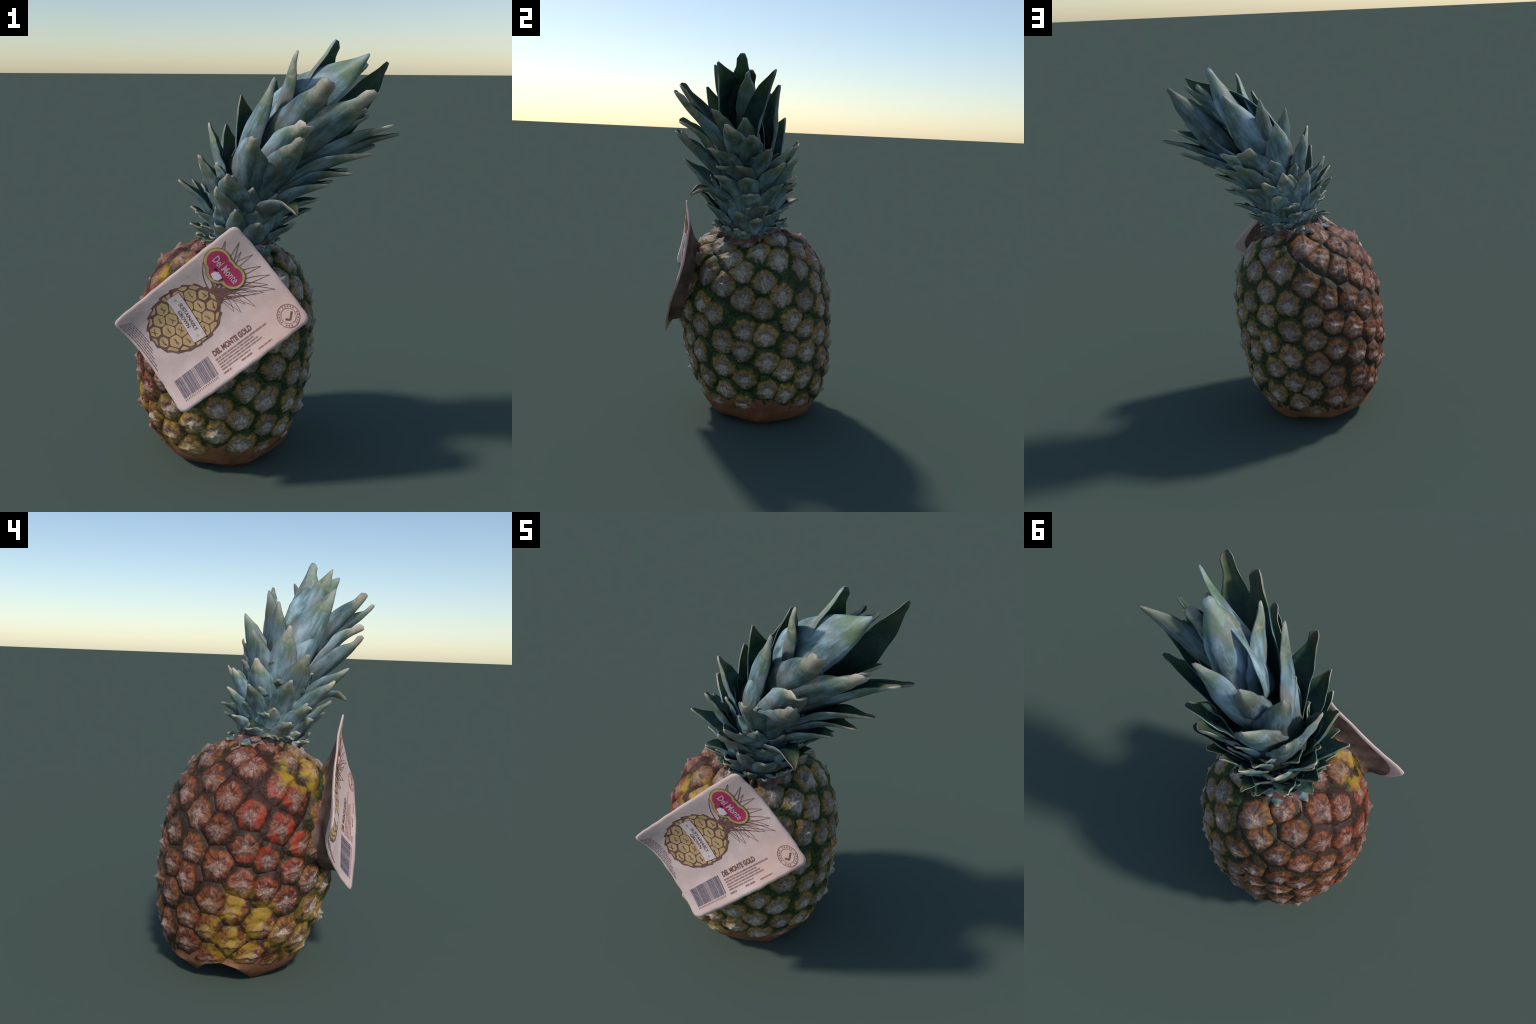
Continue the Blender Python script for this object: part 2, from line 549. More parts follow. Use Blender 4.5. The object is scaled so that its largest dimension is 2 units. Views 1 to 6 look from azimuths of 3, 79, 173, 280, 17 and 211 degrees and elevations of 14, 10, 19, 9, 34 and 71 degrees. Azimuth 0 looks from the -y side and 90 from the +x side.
def axis_at(z):
    k = int(np.clip(np.searchsorted(AXZ, z), 1, len(axis_pts) - 2))
    return axis_pts[k], (axis_pts[k + 1] - axis_pts[k - 1]).normalized()


def core_radius(z):
    return float(np.interp(z, [1.02, 1.09, 1.20, 1.4, 1.58, 1.72, 1.82], [0.155, 0.145, 0.162, 0.150, 0.100, 0.045, 0.004]))


MAT_OUT = leaf_material("leaf_outside", False)
MAT_IN = leaf_material("leaf_inside", True)
verts, faces = [], []
NC = 48
levels = np.linspace(1.04, 1.82, 40)
for zc in levels:
    C, T = axis_at(zc)
    X = T.cross(Vector((0, 1, 0))).normalized()
    Y = T.cross(X)
    for a in range(NC):
        th = a / NC * TAU
        r = core_radius(zc) * lerp(1.0, 0.12, smooth(1.42, 1.60, zc)) * (1 + 0.10 * noise.noise((math.cos(th) * 2, math.sin(th) * 2, zc * 14)))
        verts.append(C + X * r * math.cos(th) + Y * r * math.sin(th))
for k in range(len(levels) - 1):
    for a in range(NC):
        b = (a + 1) % NC
        faces.append((k * NC + a, k * NC + b, (k + 1) * NC + b, (k + 1) * NC + a))
def stem_material():
    n = Nodes("crown_stem", 0.7, 0.2)
    c = n.coords()
    f = n.noise(c, 25, 4)
    g = n.mix(n.step(f, 0.3, 0.7), (0.03, 0.05, 0.035), (0.09, 0.11, 0.08))
    p = n.mix(n.step(f, 0.3, 0.7), (0.12, 0.045, 0.035), (0.30, 0.16, 0.13))
    zz = n.math("ADD", n.split(c)[2], n.math("MULTIPLY", f, 0.05))
    return n.done(n.mix(n.step(zz, 1.17, 1.14), g, p), f, 0.3, 0.01)


MAT_STEM = stem_material()
crown = make_object("crown", verts, faces, MAT_STEM, root)


def leaf(tip, base, width, bend=0.0, blunt=0.012, cup=0.30, rise=0.66, twist=0.0, dry=1.0, out=None, root=0.84, start=None):
    """A stiff channelled leaf from the crown's axis (at height base) to its tip.
    bend > 0 turns the end up along the axis, < 0 hooks it down and out."""
    tip = Vector(tip)
    C, T = axis_at(base)
    o = tip - C
    o -= T * o.dot(T)
    if out is not None:
        o = Vector(out)
        o -= T * o.dot(T)
    o.normalize()
    R = core_radius(base)
    P0 = C + o * R * root - T * 0.02
    if start is not None:               # a leaf whose foot is placed, straight along its length
        P0 = Vector(start)
    D = tip - P0
    L = D.length
    P1 = P0 + (T * rise + o * (1 - rise)).normalized() * L * 0.36
    if start is not None:
        P1 = P0 + D * 0.36
    end = (D.normalized() + T * bend * 0.9 - o * bend * 0.25).normalized()
    P2 = tip - end * L * 0.34
    ny = D.normalized()
    nz = -(o - ny * o.dot(ny)).normalized()
    nx = ny.cross(nz)
    M = Matrix((nx, ny, nz)).transposed().to_4x4()
    M.translation = P0
    inv = M.inverted()
    NL, NW = 26, 11
    thick = 0.013
    seed = Vector((tip.x * 31, tip.y * 17, tip.z * 23))
    verts, faces, fm = [], [], []
    prev = nz
    for i in range(NL + 1):
        t = i / NL
        s = 1 - t
        c = P0 * s ** 3 + P1 * 3 * s * s * t + P2 * 3 * s * t * t + tip * t ** 3
        d = ((P1 - P0) * s * s + (P2 - P1) * 2 * s * t + (tip - P2) * t * t).normalized()
        N = prev - d * prev.dot(d)
        N.normalize()
        prev = N
        side = d.cross(N)
        if twist:
            q = Matrix.Rotation(twist * smooth(0.3, 1, t), 3, d)
            side, Nn = q @ side, q @ N
        else:
            Nn = N
        body = float(np.interp(t, [0, 0.2, 0.45, 0.62, 0.76, 0.88, 0.96, 1.0], [0.95, 1.0, 0.93, 0.78, 0.56, 0.30, 0.14, 0.05]))
        w = max(width * body, blunt * 2 * (1 - max(0.0, (t - 0.93) / 0.07) ** 3 * 0.55))
        w *= 1 + 0.16 * noise.noise(seed + Vector((0, t * 5, 0)))
        cu = cup * (1 + 0.5 * t)
        th = thick * lerp(1.25, 0.85, t) * (0.6 if i == NL else 1)
        c = c + Nn * 0.006 * noise.noise(seed + Vector((5, t * 4, 0))) * smooth(0.1, 0.4, t)
        if i == NL:
            c = c + d * 0.001
        row = []
        for k in range(NW):
            v = -1 + 2 * k / (NW - 1)
            ph = v * 1.15 * min(1.0, cu * 1.7)
            f = 1.15 * min(1.0, cu * 1.7)
            lat = math.sin(ph) / math.sin(f) * 0.5 if f > 0.02 else v / 2
            lift = (1 - math.cos(ph)) / math.sin(f) * 0.5 if f > 0.02 else 0
            ruff = 0.006 * noise.noise(seed + Vector((v * 1.2, t * 7, 2))) * abs(v) * smooth(0.15, 0.5, t)
            row.append((c + side * w * lat + Nn * (w * lift + ruff), th * (1 - 0.6 * abs(v) ** 3)))
        for p, e in row:
            verts.append(inv @ (p + Nn * e * 0.5))
        for p, e in reversed(row):
            verts.append(inv @ (p - Nn * e * 0.5))
    K = 2 * NW
    for i in range(NL):
        for k in range(K):
            k2 = (k + 1) % K
            faces.append((i * K + k, i * K + k2, (i + 1) * K + k2, (i + 1) * K + k))
            fm.append(0 if k < NW - 1 else 1)
    faces.append(tuple(range(K - 1, -1, -1)))
    fm.append(1)
    faces.append(tuple(NL * K + k for k in range(K)))
    fm.append(1)
    ob = make_object("leaf", verts, faces, [MAT_IN, MAT_OUT], crown, M, face_mats=fm)
    ob["length"] = L
    ob["dryness"] = dry
    return ob


# the big leaves of the top
leaf((0.324, -0.157, 1.998), 1.54, 0.225, 0.1, 0.030, 0.44, rise=0.85, dry=0.15, out=(-0.72, 0.58, 0.3), root=0.25)
leaf((0.450, -0.294, 1.938), 1.60, 0.235, 0.0, 0.010, 0.24, rise=0.8, dry=0.15, out=(-0.50, -0.68, 0.42), root=0.85)
leaf((0.460, -0.150, 1.900), 1.66, 0.130, 0.1, 0.014, 0.40, dry=0.3, root=0.5)
leaf((0.556, -0.038, 1.910), 1.55, 0.165, -0.05, 0.014, 0.34, dry=0.4, out=(-0.25, 0.9, 0.1), start=(0.205, -0.115, 1.50))
leaf((0.161, -0.278, 1.950), 1.50, 0.165, 0.15, 0.010, 0.42, rise=0.8, dry=0.8, out=(-1.0, -0.35, 0.3), root=0.3)
leaf((0.070, -0.306, 1.845), 1.38, 0.190, 0.1, 0.014, 0.34, rise=0.75, dry=0.5, out=(-1.0, -0.45, 0.2), root=0.65)
leaf((0.266, 0.039, 1.861), 1.48, 0.194, 0.1, 0.016, 0.36, dry=0.4, root=0.7)
leaf((0.070, 0.028, 1.830), 1.46, 0.165, 0.15, 0.012, 0.40, rise=0.75, dry=0.5, out=(-0.6, 0.8, 0.2), root=0.6)
leaf((-0.082, -0.045, 1.767), 1.40, 0.165, 0.25, 0.012, 0.42, rise=0.75, dry=0.7, out=(-0.8, 0.6, 0.1), root=0.6)
leaf((-0.003, 0.129, 1.710), 1.38, 0.206, 0.2, 0.010, 0.36, dry=0.6, root=0.75)
leaf((-0.162, 0.062, 1.631), 1.33, 0.169, 0.3, 0.010, 0.40, dry=0.6)
leaf((-0.216, -0.125, 1.650), 1.30, 0.160, 0.3, 0.014, 0.40, rise=0.7, dry=0.8, out=(-1.0, -0.1, 0.1), root=0.7)
leaf((0.395, -0.125, 1.915), 1.66, 0.120, 0.1, 0.026, 0.30, rise=0.85, dry=0.6, out=(-0.7, 0.2, 0.5), root=0.1)
leaf((0.020, -0.250, 1.690), 1.36, 0.150, 0.2, 0.012, 0.36, rise=0.75, dry=0.5, out=(-0.9, -0.6, 0.1), root=0.75)
# front, dried blunt ends
leaf((0.290, -0.455, 1.833), 1.47, 0.206, 0.0, 0.034, 0.36, dry=1.0, root=0.6)
leaf((0.466, -0.488, 1.790), 1.46, 0.206, 0.0, 0.032, 0.36, dry=1.0, root=0.6)
leaf((0.210, -0.447, 1.663), 1.40, 0.188, -0.5, 0.034, 0.34, dry=1.0)
leaf((0.190, -0.440, 1.610), 1.36, 0.175, 0.4, 0.024, 0.40, dry=1.0)
leaf((0.000, -0.457, 1.612), 1.34, 0.156, 0.1, 0.026, 0.40, dry=1.0)
leaf((-0.112, -0.400, 1.463), 1.25, 0.163, 0.3, 0.012, 0.36, dry=0.9)
leaf((-0.163, -0.341, 1.402), 1.20, 0.144, 0.2, 0.008, 0.34, dry=0.9)
# right hand fan
leaf((0.451, -0.308, 1.720), 1.52, 0.175, -0.1, 0.022, 0.34, dry=0.5)
leaf((0.477, -0.161, 1.690), 1.52, 0.150, 0.0, 0.014, 0.34, dry=0.4)
leaf((0.564, -0.261, 1.653), 1.47, 0.156, -0.25, 0.012, 0.36, dry=1.0)
leaf((0.606, -0.144, 1.609), 1.46, 0.138, -0.2, 0.014, 0.36, dry=0.7)
leaf((0.516, -0.042, 1.550), 1.42, 0.144, -0.1, 0.018, 0.36, dry=0.3)
leaf((0.481, -0.327, 1.540), 1.38, 0.144, -0.3, 0.016, 0.40, dry=1.0)
leaf((0.405, -0.277, 1.457), 1.34, 0.131, -0.3, 0.010, 0.38, dry=0.9)
leaf((0.390, -0.170, 1.460), 1.36, 0.138, -0.2, 0.012, 0.38, dry=0.6)
leaf((0.308, -0.274, 1.403), 1.28, 0.131, -0.3, 0.012, 0.36, dry=0.7)
leaf((0.173, -0.380, 1.295), 1.25, 0.138, -1.0, 0.008, 0.36, rise=0.6, dry=1.0)
leaf((0.281, -0.087, 1.314), 1.24, 0.125, -0.2, 0.010, 0.34, dry=0.5)
leaf((0.330, -0.120, 1.400), 1.30, 0.131, -0.2, 0.010, 0.34, dry=0.5)
leaf((0.240, 0.000, 1.255), 1.18, 0.112, -0.2, 0.008, 0.32, dry=0.5)
leaf((0.168, -0.138, 1.212), 1.13, 0.106, -0.2, 0.008, 0.32, dry=0.5)
leaf((0.165, -0.028, 1.178), 1.11, 0.106, -0.2, 0.008, 0.32, dry=0.8)
# back
leaf((0.192, 0.172, 1.570), 1.38, 0.188, 0.0, 0.050, 0.30, dry=0.8)
leaf((0.300, 0.110, 1.560), 1.40, 0.163, 0.0, 0.020, 0.30, dry=0.5)
leaf((0.170, 0.170, 1.370), 1.24, 0.144, -0.2, 0.016, 0.34, dry=0.8)
leaf((0.020, 0.192, 1.320), 1.18, 0.125, -0.4, 0.016, 0.34, dry=0.9)
leaf((-0.020, 0.205, 1.455), 1.24, 0.112, 0.1, 0.006, 0.34, dry=0.9)
leaf((-0.038, 0.233, 1.267), 1.16, 0.100, -0.5, 0.010, 0.34, dry=0.9)
leaf((-0.100, 0.200, 1.225), 1.13, 0.100, -0.3, 0.014, 0.34, dry=0.9)
leaf((-0.165, 0.153, 1.445), 1.22, 0.150, 0.35, 0.010, 0.38, dry=0.8)
leaf((0.235, 0.160, 1.500), 1.29, 0.190, -0.1, 0.030, 0.26, dry=0.5)
leaf((0.330, 0.070, 1.480), 1.33, 0.150, -0.1, 0.016, 0.30, dry=0.5)
leaf((0.090, 0.190, 1.400), 1.22, 0.140, -0.2, 0.012, 0.30, dry=0.6)
leaf((0.260, 0.080, 1.370), 1.24, 0.120, -0.2, 0.012, 0.30, dry=0.6)
# left
leaf((-0.281, 0.018, 1.496), 1.24, 0.156, 0.4, 0.014, 0.36, dry=0.9)
leaf((-0.250, -0.220, 1.520), 1.24, 0.163, 0.3, 0.016, 0.36, dry=0.8)
leaf((-0.350, -0.159, 1.403), 1.16, 0.119, -0.2, 0.010, 0.38, dry=0.8)
leaf((-0.316, 0.042, 1.379), 1.16, 0.119, 0.1, 0.008, 0.38, dry=0.6)
leaf((-0.232, 0.160, 1.356), 1.16, 0.119, 0.1, 0.010, 0.36, dry=0.9)
leaf((-0.310, -0.080, 1.270), 1.13, 0.094, -0.2, 0.008, 0.36, dry=0.9)
leaf((-0.265, -0.245, 1.275), 1.13, 0.119, -0.5, 0.012, 0.36, dry=0.6)
leaf((-0.302, -0.159, 1.208), 1.09, 0.100, -0.2, 0.008, 0.36, dry=0.9)
leaf((-0.208, -0.190, 1.150), 1.08, 0.106, -0.5, 0.018, 0.34, dry=1.0)
leaf((-0.176, -0.245, 1.217), 1.10, 0.125, -0.2, 0.020, 0.34, dry=0.7)
leaf((-0.084, -0.322, 1.302), 1.12, 0.110, -0.2, 0.010, 0.34, dry=0.5)
leaf((0.017, -0.285, 1.237), 1.11, 0.131, -0.1, 0.010, 0.34, dry=0.5)

# short overlapping scale leaves that close the lower crown
for i in range(46):
    z0 = 1.115 + 0.27 * i / 46
    C, T = axis_at(z0)
    a = i * 2.39996 + 0.4
    o = Vector((math.cos(a), math.sin(a), 0))
    reach = core_radius(z0) + rng.uniform(0.03, 0.06) + 0.03 * max(0.0, -math.cos(a))
    up = rng.uniform(0.04, 0.085) + 0.10 * i / 46
    leaf(tuple(C + o * reach + T * up), z0 - 0.01, rng.uniform(0.085, 0.125), rng.uniform(-0.7, 0.1), rng.uniform(0.007, 0.014), 0.26, dry=rng.uniform(0.3, 0.9), root=0.9)

# ragged short spikes round the neck
for i in range(22):
    a = i * 2.39996 + 1.1
    z0 = rng.uniform(1.085, 1.13)
    C, T = axis_at(z0)
    o = Vector((math.cos(a), math.sin(a), 0))
    reach = core_radius(z0) + rng.uniform(0.025, 0.075)
    leaf(tuple(C + o * reach + T * rng.uniform(-0.005, 0.045)), z0, rng.uniform(0.055, 0.085), rng.uniform(-1.0, 0.2), rng.uniform(0.006, 0.014), 0.30,
         rise=0.4, dry=rng.uniform(0.5, 1.0), root=0.92)

# --------------------------------------------------------- pink neck bracts
MAT_NECK = brown_material("neck_bract_pink", (0.14, 0.055, 0.045), (0.36, 0.21, 0.18), 22)
for i in range(30):
    a = i * 2.39996
    o = Vector((math.cos(a), math.sin(a), 0))
    s = Vector((-math.sin(a), math.cos(a), 0))
    cx, cy = axis_xy(1.08)
    r1 = rng.uniform(0.155, 0.215)
    W = rng.uniform(0.022, 0.036)
    lift = rng.uniform(0.002, 0.016)
    vs, fs = [], []
    for k in range(9):
        t = k / 8
        rad = lerp(0.115, r1, t)
        rind = float(np.interp(rad, PR[::-1], PZ[::-1])) if rad > 0.131 else 1.085
        z = lerp(1.125, rind + 0.012, smooth(0, 0.6, t)) + lift * t ** 3
        w = W * (1 - t ** 1.5) + 0.002
        for j in range(5):
            v = (j - 2) / 2
            vs.append(Vector((cx, cy, z)) + o * rad + s * v * w + Vector((0, 0, 0.006 * (1 - v * v) + 0.004 * noise.noise((i, t * 3, v)))))
        for j in range(5):
            v = (2 - j) / 2
            vs.append(Vector((cx, cy, z - 0.016)) + o * rad + s * v * w)
    for k in range(8):
        for j in range(10):
            j2 = (j + 1) % 10
            fs.append((k * 10 + j2, k * 10 + j, (k + 1) * 10 + j, (k + 1) * 10 + j2))
    fs.append(tuple(80 + j for j in range(9, -1, -1)))
    make_object("neck_bract", vs, fs, MAT_NECK, fruit)

# ---------------------------------------------------------------------- tag
MAT_CARD = card_material()
NP, NQ = 36, 50
ROUND = 0.045


def card_uv(i, j):
    """Grid over the card with rounded corners and slightly wavy edges."""
    p, q = i / NP, j / NQ
    x, y = (p - 0.5) * CARD_W, (q - 0.5) * CARD_H
    rad = 0.028
    hx, hy = CARD_W / 2 - rad, CARD_H / 2 - rad
    dx, dy = max(abs(x) - hx, 0), max(abs(y) - hy, 0)
    if dx > 0 and dy > 0:
        m = max(dx, dy)
        l = math.hypot(dx, dy)
        k = m / l
        x = math.copysign(hx + dx * k, x)
        y = math.copysign(hy + dy * k, y)
    x += 0.003 * noise.noise((q * 14, 0, p * 2)) * abs(p - 0.5) * 2
    y += 0.003 * noise.noise((p * 12, 7, q * 2)) * abs(q - 0.5) * 2
    return x / CARD_W + 0.5, y / CARD_H + 0.5


verts, faces = [], []
THICK = 0.013
for lift in (0.0, -THICK):
    for j in range(NQ + 1):
        for i in range(NP + 1):
            p, q = card_uv(i, j)
            rim = min(i, NP - i, j, NQ - j)
            f = lift * 0.5 + (0.5 * THICK if False else 0)
            e = -0.003 if rim == 0 else (-0.001 if rim == 1 else 0)
            verts.append(card(p, q, lift + (e if lift == 0 else -e)))
G = (NP + 1) * (NQ + 1)
for j in range(NQ):
    for i in range(NP):
        a = j * (NP + 1) + i
        f = (a, a + 1, a + NP + 2, a + NP + 1)
        faces.append(f)
        faces.append(tuple(G + k for k in reversed(f)))
ring = [i for i in range(NP + 1)] + [j * (NP + 1) + NP for j in range(1, NQ + 1)]
ring += [NQ * (NP + 1) + i for i in range(NP - 1, -1, -1)] + [j * (NP + 1) for j in range(NQ - 1, 0, -1)]
for a, b in zip(ring, ring[1:] + ring[:1]):
    faces.append((b, a, G + a, G + b))
tag = make_object("tag", verts, faces, MAT_CARD, root)

# bridging web left by the scan between tag and fruit, not a real part
MAT_WEB = brown_material("scan_web_brown", (0.11, 0.068, 0.052), (0.25, 0.165, 0.13), 12)
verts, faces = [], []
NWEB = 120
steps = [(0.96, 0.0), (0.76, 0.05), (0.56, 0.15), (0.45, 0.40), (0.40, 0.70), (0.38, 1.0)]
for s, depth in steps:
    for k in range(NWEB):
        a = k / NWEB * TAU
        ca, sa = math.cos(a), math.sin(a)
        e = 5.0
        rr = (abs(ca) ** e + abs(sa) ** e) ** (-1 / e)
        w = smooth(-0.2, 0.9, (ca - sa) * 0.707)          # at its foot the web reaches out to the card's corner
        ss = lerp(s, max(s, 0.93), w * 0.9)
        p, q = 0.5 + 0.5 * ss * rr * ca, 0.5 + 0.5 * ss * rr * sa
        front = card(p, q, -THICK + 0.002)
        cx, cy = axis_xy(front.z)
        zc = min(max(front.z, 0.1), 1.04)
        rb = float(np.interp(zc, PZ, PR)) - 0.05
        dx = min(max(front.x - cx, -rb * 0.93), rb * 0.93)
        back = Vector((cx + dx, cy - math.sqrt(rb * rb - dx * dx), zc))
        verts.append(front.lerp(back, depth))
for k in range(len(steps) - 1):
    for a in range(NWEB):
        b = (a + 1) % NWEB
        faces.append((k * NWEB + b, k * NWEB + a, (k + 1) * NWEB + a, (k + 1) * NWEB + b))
make_object("tag_scan_web", verts, faces, MAT_WEB, tag)

# ------------------------------------------------------- printing on the tag
INK = plain("brown_ink", (0.20, 0.10, 0.085), 0.7, 0.25, 60)
FAINT = plain("faint_brown_ink", (0.34, 0.19, 0.16), 0.7, 0.2, 60)
GREY = plain("grey_ink", (0.20, 0.16, 0.19), 0.7, 0.2, 60)
OCHRE = plain("ochre_print", (0.62, 0.40, 0.19), 0.7, 0.12, 25)
RED = plain("red_print", (0.52, 0.05, 0.13), 0.6, 0.12, 30)
GOLD = plain("gold_print", (0.58, 0.42, 0.17), 0.6, 0.12, 30)
PINKISH = plain("pale_lettering", (0.74, 0.45, 0.46), 0.6, 0.1, 30)
CREAM = plain("banner_paper", (0.78, 0.62, 0.59), 0.7, 0.08, 30)
WHITE = plain("white_sticker", (0.85, 0.74, 0.78), 0.6, 0.1, 30)
OLIVE = plain("olive_print", (0.20, 0.17, 0.06), 0.6, 0.15, 30)
BROWN = plain("rust_ink", (0.22, 0.10, 0.08), 0.7, 0.2, 60)
PALE = plain("pale_grey_ink", (0.30, 0.22, 0.21), 0.7, 0.2, 60)
BLACK = plain("hole_patch_dark", (0.02, 0.02, 0.02), 0.8, 0.1, 30)


def cm(x, y):
    """Centimetre-like card coordinates (metres from the LEFT corner) to p, q."""
    return x / CARD_W, y / CARD_H


def sheet(name, polygons, mat, lift, parent=None, cut=0.012):
    """Flat printed shapes (lists of card x, y in metres) laid on the bowed card with a thin edge."""
    import bmesh
    bm = bmesh.new()
    for poly in polygons:
        vs = [bm.verts.new((x, y, 0)) for x, y in poly]
        try:
            bm.faces.new(vs)
        except ValueError:
            pass
    bmesh.ops.triangulate(bm, faces=bm.faces[:])
    for _ in range(4):
        long = [e for e in bm.edges if e.calc_length() > cut * 2]
        if not long:
            break
        bmesh.ops.subdivide_edges(bm, edges=long, cuts=1)
        bmesh.ops.triangulate(bm, faces=bm.faces[:])
    for f in bm.faces:
        f.normal_update()
        if f.normal.z < 0:
            f.normal_flip()
    ex = bmesh.ops.extrude_face_region(bm, geom=bm.faces[:])
    for v in [g for g in ex["geom"] if isinstance(g, bmesh.types.BMVert)]:
        v.co.z = 1
    for v in bm.verts:
        p, q = cm(v.co.x, v.co.y)
        v.co = card(p, q, lift if v.co.z > 0.5 else -0.002)
    bmesh.ops.recalc_face_normals(bm, faces=bm.faces[:])
    me = bpy.data.meshes.new(name)
    bm.to_mesh(me)
    bm.free()
    me.materials.append(mat)
    ob = bpy.data.objects.new(name, me)
    bpy.context.scene.collection.objects.link(ob)
    ob.parent = parent or tag
    return ob


def bar(x0, y0, x1, y1, w):
    dx, dy = x1 - x0, y1 - y0
    l = math.hypot(dx, dy)
    nx, ny = -dy / l * w / 2, dx / l * w / 2
    return [(x0 + nx, y0 + ny), (x0 - nx, y0 - ny), (x1 - nx, y1 - ny), (x1 + nx, y1 + ny)]


def line(points, w, taper=False):
    out = []
    n = len(points) - 1
    for i in range(n):
        k = w * (1 - 0.8 * (i + 0.5) / n) if taper else w
        out.append(bar(*points[i], *points[i + 1], k))
    return out


def oval(cx, cy, rx, ry, n=40):
    return [(cx + rx * math.cos(TAU * k / n), cy + ry * math.sin(TAU * k / n)) for k in range(n)]


def lettering(name, words, x, y, size, mat, lift, angle=0.0, bold=0.0, squeeze=1.0, row=1.0):
    """Built-in font text laid on the card, centred on card x, y."""
    cu = bpy.data.curves.new(name, "FONT")
    cu.body = words
    cu.size = size
    cu.align_x, cu.align_y = "CENTER", "CENTER"
    cu.space_line = row
    cu.offset = bold
    cu.resolution_u = 3
    tmp = bpy.data.objects.new("tmp", cu)
    bpy.context.scene.collection.objects.link(tmp)
    dg = bpy.context.evaluated_depsgraph_get()
    me = bpy.data.meshes.new_from_object(tmp.evaluated_get(dg))
    bpy.data.objects.remove(tmp)
    bpy.data.curves.remove(cu)
    ca, sa = math.cos(angle), math.sin(angle)
    for v in me.vertices:
        a, b = v.co.x * squeeze, v.co.y
        v.co = card(*cm(x + a * ca - b * sa, y + a * sa + b * ca), lift)
    me.materials.clear()
    me.materials.append(mat)
    me.name = name
    ob = bpy.data.objects.new(name, me)
    bpy.context.scene.collection.objects.link(ob)
    ob.parent = tag
    return ob


# drawn pineapple: ochre eyes inside dark contours
PX, PY, PRX, PRY = 0.178, 0.246, 0.130, 0.172
pr = random.Random(3)


def rough_oval(scale, n=136, jag=0.07, teeth=19):
    out = []
    for k in range(n):
        a = TAU * k / n
        saw = (a * teeth / TAU) % 1
        f = scale * (1 + jag * (saw - 0.4))
        out.append((PX + PRX * f * math.cos(a), PY + PRY * f * math.sin(a)))
    return out


sheet("drawn_fruit_outline", [rough_oval(1.0)], INK, 0.0012)
seeds = []
for rr in range(-5, 6):
    for cc in range(-4, 5):
        x = PX + (cc + (0.5 if rr % 2 else 0)) * 0.058 + pr.uniform(-0.006, 0.006)
        y = PY + rr * 0.044 + pr.uniform(-0.006, 0.006)
        seeds.append((x, y))
polys, marks = [], []
for x, y in seeds:
    e = math.hypot((x - PX) / PRX, (y - PY) / PRY)
    if e > 1.08:
        continue
    poly = rough_oval(0.955, 60, 0.05)
    for x2, y2 in seeds:
        dx, dy = x2 - x, y2 - y
        d = math.hypot(dx, dy)
        if 0 < d < 0.14 and poly:
            poly = clip(poly, dx / d, dy / d, (dx * x + dy * y) / d + d / 2 - 0.0016)
    if len(poly) < 3:
        continue
    gx, gy = sum(p[0] for p in poly) / len(poly), sum(p[1] for p in poly) / len(poly)
    k = 0.98 if e < 0.72 else pr.uniform(0.72, 0.95)
    ring = []
    for a, b in zip(poly, poly[1:] + poly[:1]):
        for t in (0.15, 0.5, 0.85):
            ring.append((gx + (lerp(a[0], b[0], t) - gx) * k, gy + (lerp(a[1], b[1], t) - gy) * k))
    polys.append(ring)
    if k > 0.6 and e < 0.95:
        for j in range(5):
            a = pr.uniform(-0.8, 0.8) + (math.pi if j % 2 else 0)
            l = pr.uniform(0.008, 0.018)
            marks.append(bar(gx + 0.002 * j, gy, gx + l * math.cos(a), gy + l * math.sin(a), pr.uniform(0.0016, 0.003)))
sheet("drawn_fruit_eyes", polys, OCHRE, 0.0022)
sheet("drawn_fruit_marks", marks, INK, 0.0032)
# its crown: curved leaves drawn as pairs of tapering strokes
strokes = []
for tx, ty in ((0.040, 0.47), (0.030, 0.60), (0.069, 0.640), (0.105, 0.62), (0.143, 0.650), (0.20, 0.645), (0.248, 0.652), (0.275, 0.62), (0.307, 0.632),
               (0.290, 0.585), (0.279, 0.555), (0.315, 0.52), (0.285, 0.49), (0.300, 0.455), (0.281, 0.432)):
    bx, by = PX + pr.uniform(-0.03, 0.05), PY + PRY * 0.97
    for side in (-1, 1):
        pts = []
        for j in range(9):
            t = j / 8
            bow = side * 0.013 * math.sin(math.pi * t) + 0.012 * math.sin(3 * t)
            dx, dy = tx - bx, ty - by
            l = math.hypot(dx, dy)
            pts.append((bx + dx * t - dy / l * bow, by + dy * t + dx / l * bow))
        strokes += line(pts, pr.uniform(0.003, 0.0075), True)
sheet("drawn_crown", strokes, BROWN, 0.0012)
# banner across the drawing
BA = -0.11
bx, by = 0.1825, 0.259
ux, uy = math.cos(BA) * 0.107, math.sin(BA) * 0.107
sheet("banner_border", [bar(bx - ux * 1.02, by - uy * 1.02, bx + ux * 1.02, by + uy * 1.02, 0.066)], INK, 0.0040)
sheet("banner", [bar(bx - ux, by - uy, bx + ux, by + uy, 0.062)], CREAM, 0.0050)
lettering("banner_words", "SUSTAINABLY\nGROWN", bx, by - 0.004, 0.0235, INK, 0.0058, BA, 0.0002, 0.90, 0.95)


def star(cx, cy, r):
    return [(cx + (r if k % 2 else r * 0.45) * math.cos(k * TAU / 10), cy + (r if k % 2 else r * 0.45) * math.sin(k * TAU / 10)) for k in range(10)]


sheet("banner_star", [star(bx - ux * 0.82, by - uy * 0.82, 0.008), star(bx + ux * 0.82, by + uy * 0.82, 0.008)], GOLD, 0.0056)

# badge of three lobes
LOBES = ((0.076, 0.518, 0.045), (0.164, 0.523, 0.041), (0.112, 0.492, 0.040), (0.120, 0.520, 0.038))
BX, BY = 0.118, 0.512


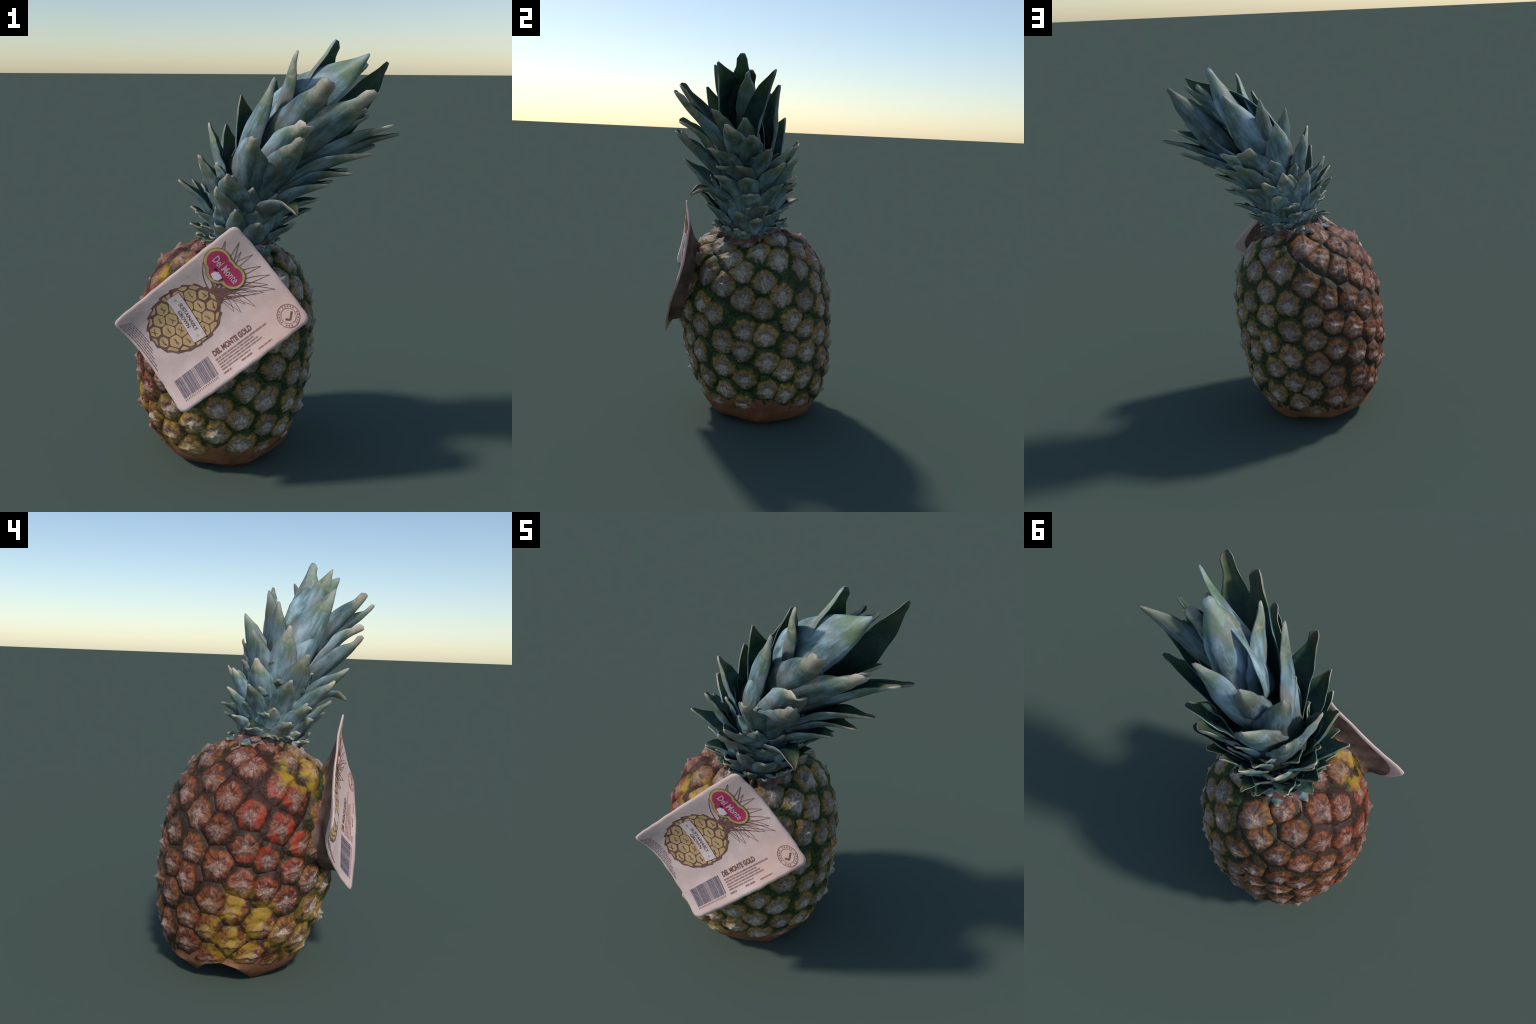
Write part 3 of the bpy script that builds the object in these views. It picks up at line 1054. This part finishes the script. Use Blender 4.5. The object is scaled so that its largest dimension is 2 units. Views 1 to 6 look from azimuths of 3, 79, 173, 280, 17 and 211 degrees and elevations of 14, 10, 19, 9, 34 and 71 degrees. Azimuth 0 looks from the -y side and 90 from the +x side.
def badge(grow):
    out = []
    for k in range(90):
        a = TAU * k / 90
        dx, dy = math.cos(a), math.sin(a)
        best = 0.0
        for cx, cy, r in LOBES:
            ox, oy = cx - BX, cy - BY
            along = ox * dx + oy * dy
            off2 = ox * ox + oy * oy - along * along
            rr = (r + grow) ** 2 - off2
            if rr > 0:
                best = max(best, along + math.sqrt(rr))
        out.append((BX + best * dx, BY + best * dy))
    return out


sheet("badge_edge", [badge(0.0135)], OLIVE, 0.0036)
sheet("badge_border", [badge(0.0105)], GOLD, 0.0046)
sheet("badge", [badge(0.0)], RED, 0.0056)
lettering("badge_words", "Del Monte", 0.124, 0.5205, 0.047, PINKISH, 0.0066, 0.03, 0.0010, 0.66)
sheet("white_sticker", [[(0.100, 0.462), (0.124, 0.455), (0.140, 0.466), (0.142, 0.488), (0.116, 0.492), (0.102, 0.482)]], WHITE, 0.0085)
sheet("hole_patch", [oval(0.098, 0.490, 0.0062, 0.0055, 14)], BLACK, 0.0080)  # black patch added on the card in place of an open hole

# round stamp with a tick
SX, SY = 0.420, 0.610


def annulus(cx, cy, r0, r1, n=36):
    out = []
    for k in range(n):
        a, b = TAU * k / n, TAU * (k + 1) / n
        out.append([(cx + r * math.cos(t), cy + r * math.sin(t)) for r, t in ((r0, a), (r1, a), (r1, b), (r0, b))])
    return out


rays = [bar(SX + 0.036 * math.cos(a), SY + 0.036 * math.sin(a), SX + 0.0415 * math.cos(a), SY + 0.0415 * math.sin(a), 0.005) for a in [TAU * k / 22 for k in range(22) if k % 6]]
sheet("stamp_ring", annulus(SX, SY, 0.0445, 0.0475) + annulus(SX, SY, 0.030, 0.032) + rays, FAINT, 0.0012)
sheet("stamp_tick", line([(SX + 0.004, SY - 0.018), (SX + 0.017, SY - 0.004), (SX - 0.006, SY + 0.022)], 0.0075), INK, 0.0012)

# barcode and product words, turned a quarter, along the right-hand border
bars = []
y = 0.048
while y < 0.228:
    w = pr.choice([0.002, 0.003, 0.005, 0.007])
    bars.append(bar(0.361, y + w / 2, 0.441, y + w / 2, w))
    y += w + pr.choice([0.0016, 0.0022, 0.0035])
sheet("barcode", bars, GREY, 0.0012)
sheet("barcode_tail", [bar(0.445, k * 0.0085 + 0.05, 0.452, k * 0.0085 + 0.05, 0.0035) for k in range(21)], FAINT, 0.0012)
lettering("print_words", "DEL MONTE GOLD", 0.369, 0.355, 0.030, BROWN, 0.0012, math.pi / 2, 0.0014, 0.78)
words = []
for k, (x, y0, y1) in enumerate([(0.392, 0.25, 0.515), (0.403, 0.253, 0.44), (0.414, 0.253, 0.455), (0.425, 0.253, 0.468), (0.436, 0.253, 0.40), (0.450, 0.252, 0.29), (0.450, 0.345, 0.40), (0.453, 0.43, 0.50)]):
    y = y0
    while y < y1:
        l = pr.uniform(0.012, 0.034)
        words.append(bar(x, y, x, min(y1, y + l), 0.0060 if k in (0, 5, 6) else 0.0048))
        y += l + 0.003
sheet("small_print", words, FAINT, 0.0012)
words = []
for k in range(6):
    yy = 0.014 + k * 0.0088
    x = 0.030 + 0.004 * k
    while x < lerp(0.28, 0.17, k / 5):
        l = pr.uniform(0.008, 0.022)
        words.append(bar(x, yy, x + l, yy, 0.0036))
        x += l + 0.004
sheet("small_print", words, PALE, 0.0012)

for ob in list(bpy.data.objects):
    if ob is not root and ob.parent is None:
        ob.parent = root
